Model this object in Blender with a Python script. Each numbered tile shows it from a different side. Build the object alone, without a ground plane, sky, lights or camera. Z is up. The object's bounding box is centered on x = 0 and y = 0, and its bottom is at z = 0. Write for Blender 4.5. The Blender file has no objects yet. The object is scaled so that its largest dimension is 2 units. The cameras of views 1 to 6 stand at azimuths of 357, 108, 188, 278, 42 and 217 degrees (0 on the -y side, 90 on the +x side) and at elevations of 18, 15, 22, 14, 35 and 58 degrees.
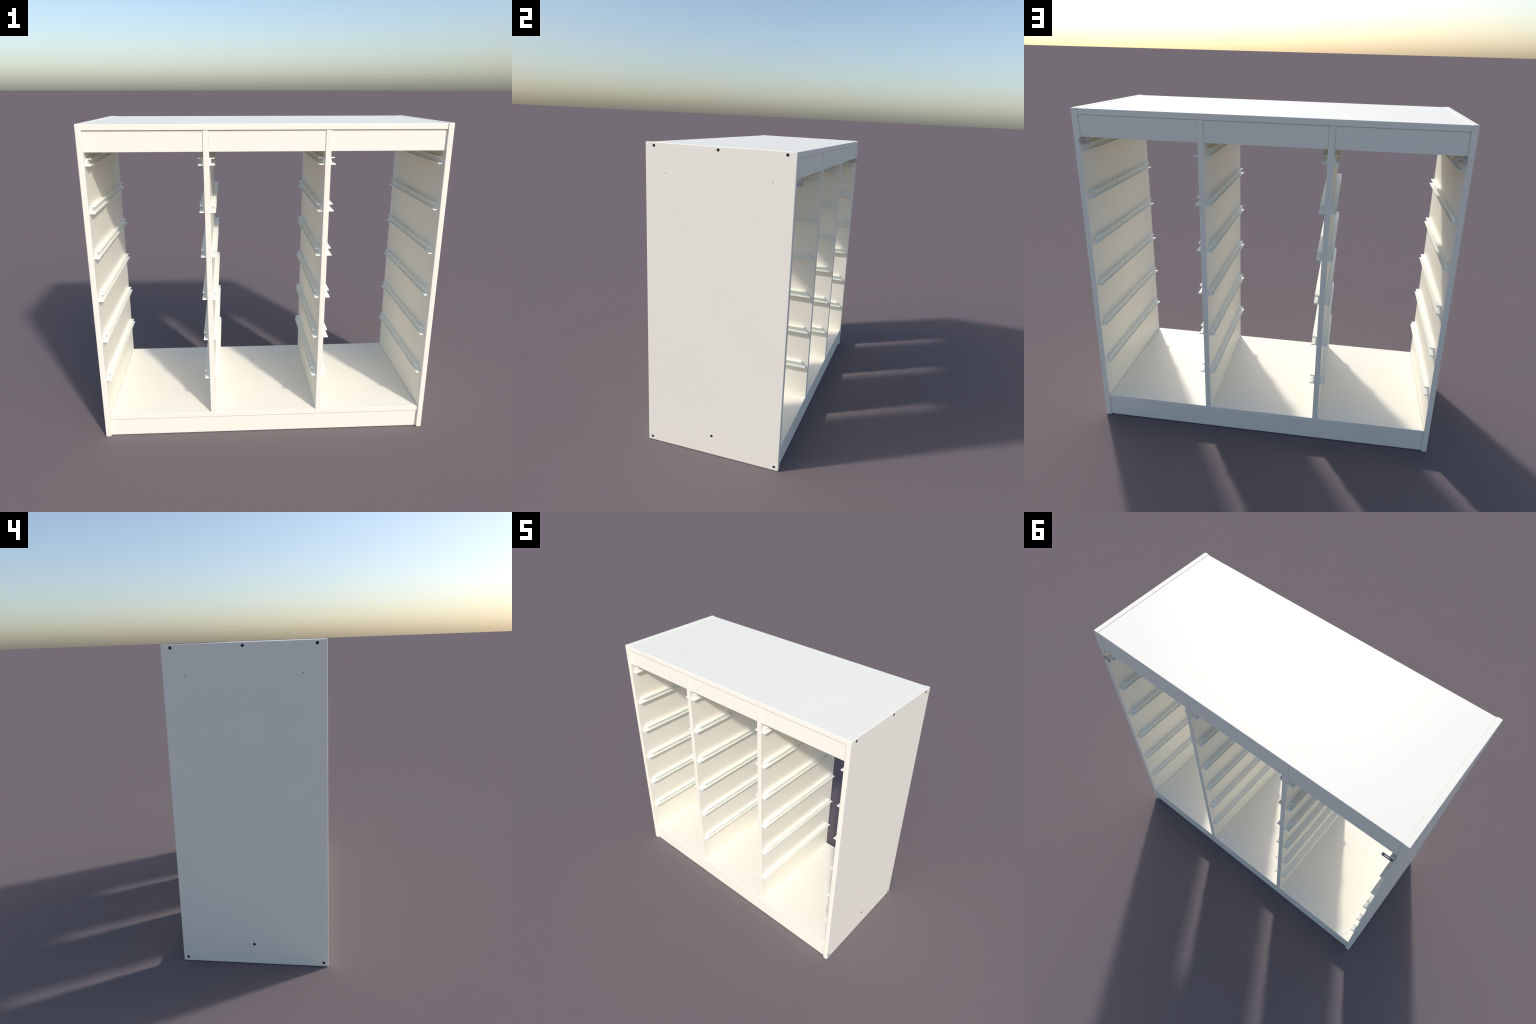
import bpy, bmesh, math
from mathutils import Vector, Matrix

# ------------------------------------------------------------------ sizes (m)
X_OUT, X_IN = 0.9992, 0.9678           # side panel outer / inner face
Y_F, Y_B = -0.4485, 0.4325             # side panel front / back edge
Y_MID = 0.5 * (Y_F + Y_B)
Z_TOP = 1.8965
BOARD_F, BOARD_B = -0.4400, 0.4275     # bottom board and divider edges
TOP_F, TOP_B = -0.4430, 0.4295         # top board edges
TOP_Z = (1.8635, 1.8948)
BOTTOM_Z = (0.1165, 0.1468)
DIVIDER_X, DIVIDER_T = 0.3278, 0.0312
APRON_F, APRON_B, APRON_T = -0.4345, 0.4230, 0.0300
APRON_Z = 1.7505
PLINTH_F, PLINTH_B, PLINTH_Z0 = -0.4335, 0.4225, 0.0018
RAIL_Z0, RAIL_STEP, RAIL_ROWS = 1.6773, 0.2586, 6
RAIL_W, RAIL_H = 0.0295, 0.0374
RAIL_HALF_BOTTOM, RAIL_HALF_TOP = 0.4220, 0.3890
RAIL_WEB, RAIL_FLANGE = 0.0085, 0.0045

scene = bpy.context.scene
coll = scene.collection


# ------------------------------------------------------------------ materials
def new_mat(name):
    m = bpy.data.materials.new(name)
    m.use_nodes = True
    nt = m.node_tree
    return m, nt, nt.nodes["Principled BSDF"]


def noise(nt, scale, detail=3.0, rough=0.55, stretch=(1, 1, 1)):
    tc = nt.nodes.new("ShaderNodeTexCoord")
    mp = nt.nodes.new("ShaderNodeMapping")
    mp.inputs["Scale"].default_value = stretch
    n = nt.nodes.new("ShaderNodeTexNoise")
    n.inputs["Scale"].default_value = scale
    n.inputs["Detail"].default_value = detail
    n.inputs["Roughness"].default_value = rough
    nt.links.new(tc.outputs["Object"], mp.inputs["Vector"])
    nt.links.new(mp.outputs["Vector"], n.inputs["Vector"])
    return n


def ramp(nt, src, stops):
    r = nt.nodes.new("ShaderNodeValToRGB")
    e = r.color_ramp.elements
    while len(e) < len(stops):
        e.new(0.5)
    for el, (p, c) in zip(e, stops):
        el.position = p
        el.color = (*c, 1)
    nt.links.new(src, r.inputs["Fac"])
    return r


def bump(nt, bsdf, src, strength, dist):
    b = nt.nodes.new("ShaderNodeBump")
    b.inputs["Strength"].default_value = strength
    b.inputs["Distance"].default_value = dist
    nt.links.new(src, b.inputs["Height"])
    nt.links.new(b.outputs["Normal"], bsdf.inputs["Normal"])


def foil_material():
    """white melamine foil, faintly mottled, a few pale scuffs"""
    m, nt, bs = new_mat("white_foil")
    n = noise(nt, 2.2, 4.0)
    base = ramp(nt, n.outputs["Fac"], [(0.30, WHITE_A), (0.70, WHITE_B)])
    sc = noise(nt, 5.0, 6.0, 0.7, (1, 1, 0.22))
    mask = ramp(nt, sc.outputs["Fac"], [(0.68, (0, 0, 0)), (0.76, (1, 1, 1))])
    k = nt.nodes.new("ShaderNodeMath")
    k.operation = 'MULTIPLY'
    k.inputs[1].default_value = 0.30
    nt.links.new(mask.outputs["Color"], k.inputs[0])
    mx = nt.nodes.new("ShaderNodeMix")
    mx.data_type = 'RGBA'
    nt.links.new(k.outputs[0], mx.inputs["Factor"])
    nt.links.new(base.outputs["Color"], mx.inputs[6])
    mx.inputs[7].default_value = (*SCUFF, 1)
    nt.links.new(mx.outputs[2], bs.inputs["Base Color"])
    r = ramp(nt, n.outputs["Fac"], [(0.3, (0.46,) * 3), (0.7, (0.52,) * 3)])
    nt.links.new(r.outputs["Color"], bs.inputs["Roughness"])
    fine = noise(nt, 260.0, 2.0)
    bump(nt, bs, fine.outputs["Fac"], 0.03, 0.002)
    return m


def rail_material():
    """slightly cool white moulded plastic, wavy streaks along its length"""
    m, nt, bs = new_mat("rail_plastic")
    n = noise(nt, 14.0, 4.0, 0.6, (1, 0.35, 1))
    c = ramp(nt, n.outputs["Fac"], [(0.32, RAIL_A), (0.68, RAIL_B)])
    nt.links.new(c.outputs["Color"], bs.inputs["Base Color"])
    bs.inputs["Roughness"].default_value = 0.38
    w = noise(nt, 40.0, 3.0, 0.6, (1, 0.3, 1))
    bump(nt, bs, w.outputs["Fac"], 0.10, 0.003)
    return m


def metal_material(name, dark, light, metallic, rough):
    m, nt, bs = new_mat(name)
    n = noise(nt, 120.0, 3.0)
    c = ramp(nt, n.outputs["Fac"], [(0.3, dark), (0.7, light)])
    nt.links.new(c.outputs["Color"], bs.inputs["Base Color"])
    bs.inputs["Metallic"].default_value = metallic
    bs.inputs["Roughness"].default_value = rough
    return m


WHITE_A, WHITE_B, SCUFF = (0.955, 0.905, 0.785), (0.970, 0.925, 0.805), (0.97, 0.945, 0.86)
RAIL_A, RAIL_B = (0.945, 0.950, 0.855), (0.975, 0.980, 0.890)
FOIL = foil_material()
RAIL = rail_material()
STEEL = metal_material("zinc_steel", (0.50, 0.50, 0.52), (0.60, 0.60, 0.62), 0.9, 0.38)
BOLT = metal_material("dark_bolt_steel", (0.022, 0.024, 0.026), (0.050, 0.054, 0.058), 0.3, 0.5)
CORE, _nt, _b = new_mat("hole_dark")
_n = noise(_nt, 300.0)
_c = ramp(_nt, _n.outputs["Fac"], [(0.3, (0.05, 0.042, 0.034)), (0.7, (0.08, 0.068, 0.055))])
_nt.links.new(_c.outputs["Color"], _b.inputs["Base Color"])
_b.inputs["Roughness"].default_value = 0.9


# ------------------------------------------------------------------ helpers
def link(name, mesh, parent=None, mats=(), loc=(0, 0, 0)):
    o = bpy.data.objects.new(name, mesh)
    coll.objects.link(o)
    o.location = loc
    if parent:
        o.parent = parent
    for mt in mats:
        if mt.name not in [x.name for x in mesh.materials if x]:
            mesh.materials.append(mt)
    return o


def box_bm(x0, x1, y0, y1, z0, z1, r=0.0016, seg=2):
    bm = bmesh.new()
    bmesh.ops.create_cube(bm, size=1.0)
    for v in bm.verts:
        v.co = Vector((x0 if v.co.x < 0 else x1, y0 if v.co.y < 0 else y1, z0 if v.co.z < 0 else z1))
    bmesh.ops.bevel(bm, geom=bm.edges[:], offset=r, segments=seg, profile=0.5, affect='EDGES')
    return bm


def finish(bm, name, smooth=30):
    bmesh.ops.recalc_face_normals(bm, faces=bm.faces[:])
    me = bpy.data.meshes.new(name)
    bm.to_mesh(me)
    bm.free()
    if smooth:
        me.shade_smooth()
        me.set_sharp_from_angle(angle=math.radians(smooth))
    return me


def board(name, x0, x1, y0, y1, z0, z1, parent, r=0.0016):
    """a board whose own origin is its centre"""
    c = Vector(((x0 + x1) / 2, (y0 + y1) / 2, (z0 + z1) / 2))
    h = Vector((x1 - x0, y1 - y0, z1 - z0)) / 2
    me = finish(box_bm(-h.x, h.x, -h.y, h.y, -h.z, h.z, r, 3), name, 0)
    return link(name, me, parent, (FOIL,), c)


def prism(bm, pts, axis, a, b):
    """extrude the closed polygon pts (2D) along x or z from a to b"""
    def P(p, t):
        return (t, p[0], p[1]) if axis == 'x' else (p[0], p[1], t)
    lo = [bm.verts.new(P(p, a)) for p in pts]
    hi = [bm.verts.new(P(p, b)) for p in pts]
    n = len(pts)
    bm.faces.new(lo)
    bm.faces.new(hi)
    for i in range(n):
        bm.faces.new((lo[i], lo[(i + 1) % n], hi[(i + 1) % n], hi[i]))


def cut(obj, cutter_mesh, loc=(0, 0, 0)):
    """boolean difference, applied"""
    c = bpy.data.objects.new("cutter", cutter_mesh)
    coll.objects.link(c)
    c.location = loc
    md = obj.modifiers.new("cut", 'BOOLEAN')
    md.operation = 'DIFFERENCE'
    md.solver = 'EXACT'
    md.object = c
    md.material_mode = 'TRANSFER'
    dg = bpy.context.evaluated_depsgraph_get()
    dg.update()
    me = bpy.data.meshes.new_from_object(obj.evaluated_get(dg))
    obj.modifiers.clear()
    me.name = obj.data.name
    obj.data = me
    bpy.data.objects.remove(c)
    me.set_sharp_from_angle(angle=math.radians(40))


def holes_mesh(centres, radius, x0, x1, mat, seg=16):
    bm = bmesh.new()
    for (y, z) in centres:
        pts = [(y + radius * math.cos(2 * math.pi * i / seg), z + radius * math.sin(2 * math.pi * i / seg)) for i in range(seg)]
        prism(bm, pts, 'x', x0, x1)
    me = finish(bm, "holes")
    me.materials.append(mat)
    return me


def bolt_mesh(name, radius, proud, socket, lobes, seg=32, deep=0.0030):
    """round bolt head, axis +x, seat at x=0, with a lobed drive socket"""
    bm = bmesh.new()
    rings = []
    prof = [(radius, -0.0044), (radius, proud * 0.35), (radius * 0.90, proud * 0.85), (radius * 0.74, proud)]
    for r, x in prof:
        rings.append([bm.verts.new((x, r * math.cos(2 * math.pi * i / seg), r * math.sin(2 * math.pi * i / seg))) for i in range(seg)])
    for x, f in ((proud, 1.0), (proud - deep, 0.82)):
        ring = []
        for i in range(seg):
            a = 2 * math.pi * i / seg
            r = socket * (1 + 0.38 * math.cos(lobes * a)) * f
            ring.append(bm.verts.new((x, r * math.cos(a), r * math.sin(a))))
        rings.append(ring)
    for a, b in zip(rings, rings[1:]):
        for i in range(seg):
            bm.faces.new((a[i], a[(i + 1) % seg], b[(i + 1) % seg], b[i]))
    bm.faces.new(rings[-1])
    bm.faces.new(rings[0])
    me = finish(bm, name, 35)
    me.materials.append(BOLT)
    return me


# ------------------------------------------------------------------ the frame
root = bpy.data.objects.new("storage_frame", None)
coll.objects.link(root)
root.empty_display_size = 0.2
root["label"] = "white open storage frame with three bays of slide rails"
root["category"] = "storage rack"

BOLTS = [(-0.388, 1.8785), (0.0, 1.8785), (0.388, 1.8785),      # (y from the middle, z)
         (-0.413, 0.0247), (0.0, 0.1300), (0.413, 0.0247)]
PILOTS = [(-0.316, 1.731), (0.316, 1.731)]
bolt_me = bolt_mesh("bolt", 0.0086, 0.0008, 0.0040, 4)

side_panels = {}
for s in (-1, 1):
    x0, x1 = sorted((s * X_IN, s * X_OUT))
    p = board("side_panel", x0, x1, Y_F, Y_B, 0.0, Z_TOP, root, 0.0036)
    zc = Z_TOP / 2
    face = s * (X_OUT - X_IN) / 2
    cx = sorted((face + s * 0.004, face - s * 0.012))
    cut(p, holes_mesh([(y, z - zc) for y, z in PILOTS], 0.0026, cx[0], cx[1], CORE), p.location.copy())
    bx = sorted((face + s * 0.004, face - s * 0.0042))
    cut(p, holes_mesh([(y, z - zc) for y, z in BOLTS], 0.0088, bx[0], bx[1], CORE, 28), p.location.copy())
    p.data.shade_flat()
    side_panels[s] = p
    for y, z in BOLTS:
        b = link("bolt", bolt_me, p)
        b.location = (face, y, z - zc)
        b.rotation_euler = (0.35 * y * 3 + z, 0, 0 if s > 0 else math.pi)

GAP = 0.0012
board("top_board", -X_IN + 0.0002, X_IN - 0.0006, TOP_F, TOP_B, *TOP_Z, root, 0.0022)
board("bottom_board", -X_IN + GAP, X_IN - GAP, BOARD_F, BOARD_B, *BOTTOM_Z, root, 0.0022)

dividers = {}
for s in (-1, 1):
    cx = s * DIVIDER_X
    dividers[s] = board("divider", cx - DIVIDER_T / 2, cx + DIVIDER_T / 2, BOARD_F + 0.0008, BOARD_B - 0.0005,
                        BOTTOM_Z[1] + 0.0002, TOP_Z[0] - 0.0006, root, 0.0020)

h = DIVIDER_T / 2
bays = [(-X_IN, -DIVIDER_X - h), (-DIVIDER_X + h, DIVIDER_X - h), (DIVIDER_X + h, X_IN)]
for a, b in bays:
    for y0 in (APRON_F, APRON_B - APRON_T):
        board("apron", a + 0.0006, b - 0.0006, y0, y0 + APRON_T, APRON_Z, TOP_Z[0] - 0.0015, root, 0.0016)
for y0 in (PLINTH_F, PLINTH_B - 0.03):
    board("plinth", -X_IN + 0.0006, X_IN - 0.0006, y0, y0 + 0.03, PLINTH_Z0, BOTTOM_Z[0] - 0.0012, root, 0.0016)


# ------------------------------------------------------------------ slide rails
def rail_mesh():
    """C channel along y, web on the plane x=0, open towards +x; both ends
    are cut on a slope so that the lower flange is the longer one"""
    W, H, t, f = RAIL_W, RAIL_H, RAIL_WEB, RAIL_FLANGE
    prof = [(0, 0), (W, 0), (W, f), (t + 0.003, f), (t, f + 0.003), (t, H - f - 0.003), (t + 0.003, H - f),
            (W - 0.001, H - f), (W - 0.001, H), (0, H)]
    bm = bmesh.new()
    N = 24
    rings = []
    for i in range(N + 1):
        k = -1 + 2 * i / N
        ring = []
        for x, z in prof:
            half = RAIL_HALF_BOTTOM + (RAIL_HALF_TOP - RAIL_HALF_BOTTOM) * z / H
            ring.append(bm.verts.new((x, k * half, z)))
        rings.append(ring)
    n = len(prof)
    for a, b in zip(rings, rings[1:]):
        for i in range(n):
            bm.faces.new((a[i], a[(i + 1) % n], b[(i + 1) % n], b[i]))
    bm.faces.new(rings[0])
    bm.faces.new(rings[-1])
    ends = [e for e in bm.edges if len(e.link_faces) == 2 and e.calc_face_angle(0) > 0.5]
    bmesh.ops.bevel(bm, geom=ends, offset=0.0007, segments=2, profile=0.5, affect='EDGES', clamp_overlap=True)
    me = finish(bm, "slide_rail", 40)
    me.materials.append(RAIL)
    return me


rail_me = rail_mesh()
screw_me = bolt_mesh("screw", 0.0042, 0.0010, 0.0018, 4, 20, 0.0008)
faces = [(-X_IN, 1, side_panels[-1]), (-DIVIDER_X - h, -1, dividers[-1]), (-DIVIDER_X + h, 1, dividers[-1]),
         (DIVIDER_X - h, -1, dividers[1]), (DIVIDER_X + h, 1, dividers[1]), (X_IN, -1, side_panels[1])]
for x, d, host in faces:
    for row in range(RAIL_ROWS):
        r = link("slide_rail", rail_me, root)
        r.location = (x - d * 0.0003, Y_MID, RAIL_Z0 - row * RAIL_STEP)
        r.rotation_euler = (0, 0, 0 if d > 0 else math.pi)
        s = link("screw", screw_me, r)
        s.location = (RAIL_WEB, -0.0665, 0.0155)
        s.rotation_euler = (0.7 * row + x, 0, 0)


# ------------------------------------------------------------------ wall brackets
def bracket_mesh():
    """L-shaped strip: slotted tab facing the wall, round bend, arm along the
    panel. Local: panel face is x=0, inward is +x, tab's outer face is y=0."""
    t, R, H = 0.0040, 0.0110, 0.0280
    tab, arm = 0.0630, 0.0750
    outer = [(0.0005, -arm), ]
    for i in range(9):
        a = math.pi - i * math.pi / 16
        outer.append((0.0005 + R + R * math.cos(a), -R + R * math.sin(a)))
    outer.append((tab, 0.0))
    inner = [(tab, -t)]
    for i in range(9):
        a = math.pi / 2 + i * math.pi / 16
        inner.append((0.0005 + R + (R - t) * math.cos(a), -R + (R - t) * math.sin(a)))
    inner.append((0.0005 + t, -arm))
    bm = bmesh.new()
    prism(bm, outer + inner, 'z', 0.0, H)
    bmesh.ops.recalc_face_normals(bm, faces=bm.faces[:])
    # rounded free corners of tab and arm
    ed = [e for e in bm.edges if abs(e.verts[0].co.z - e.verts[1].co.z) < 1e-6 and
          (all(abs(v.co.x - tab) < 1e-5 for v in e.verts) or all(abs(v.co.y + arm) < 1e-5 for v in e.verts))]
    bmesh.ops.bevel(bm, geom=ed, offset=0.005, segments=4, profile=0.5, affect='EDGES')
    me = finish(bm, "wall_bracket", 35)
    me.materials.append(STEEL)
    return me


def slot_cutter():
    bm = bmesh.new()
    pts = []
    x0, x1, z, r = 0.0205, 0.0520, 0.0140, 0.0068
    for i in range(9):
        a = -math.pi / 2 + math.pi * i / 8
        pts.append((x1 - r + r * math.cos(a), z + r * math.sin(a)))
    for i in range(9):
        a = math.pi / 2 + math.pi * i / 8
        pts.append((x0 + r + r * math.cos(a), z + r * math.sin(a)))
    lo = [bm.verts.new((x, -0.009, zz)) for x, zz in pts]
    hi = [bm.verts.new((x, 0.006, zz)) for x, zz in pts]
    bm.faces.new(lo)
    bm.faces.new(hi)
    for i in range(len(pts)):
        j = (i + 1) % len(pts)
        bm.faces.new((lo[i], lo[j], hi[j], hi[i]))
    me = finish(bm, "slot")
    me.materials.append(STEEL)
    return me


bk = link("wall_bracket", bracket_mesh())
cut(bk, slot_cutter())
bk_left = bk.data
bk_right = bk_left.copy()
for v in bk_right.vertices:
    v.co.x = -v.co.x
bk_right.flip_normals()
bpy.data.objects.remove(bk)
head_me = bolt_mesh("bracket_screw", 0.0085, 0.0040, 0.0034, 4, 24)
head_me.materials[0] = STEEL
for s, me in ((-1, bk_left), (1, bk_right)):
    o = link("wall_bracket", me, root)
    o.location = (s * X_IN, 0.4485, 1.7168)
    for k in (-0.055,):
        c = link("screw", head_me, o)
        c.location = (-s * 0.0045, k, 0.015)
        c.rotation_euler = (0.5, 0, 0 if s < 0 else math.pi)
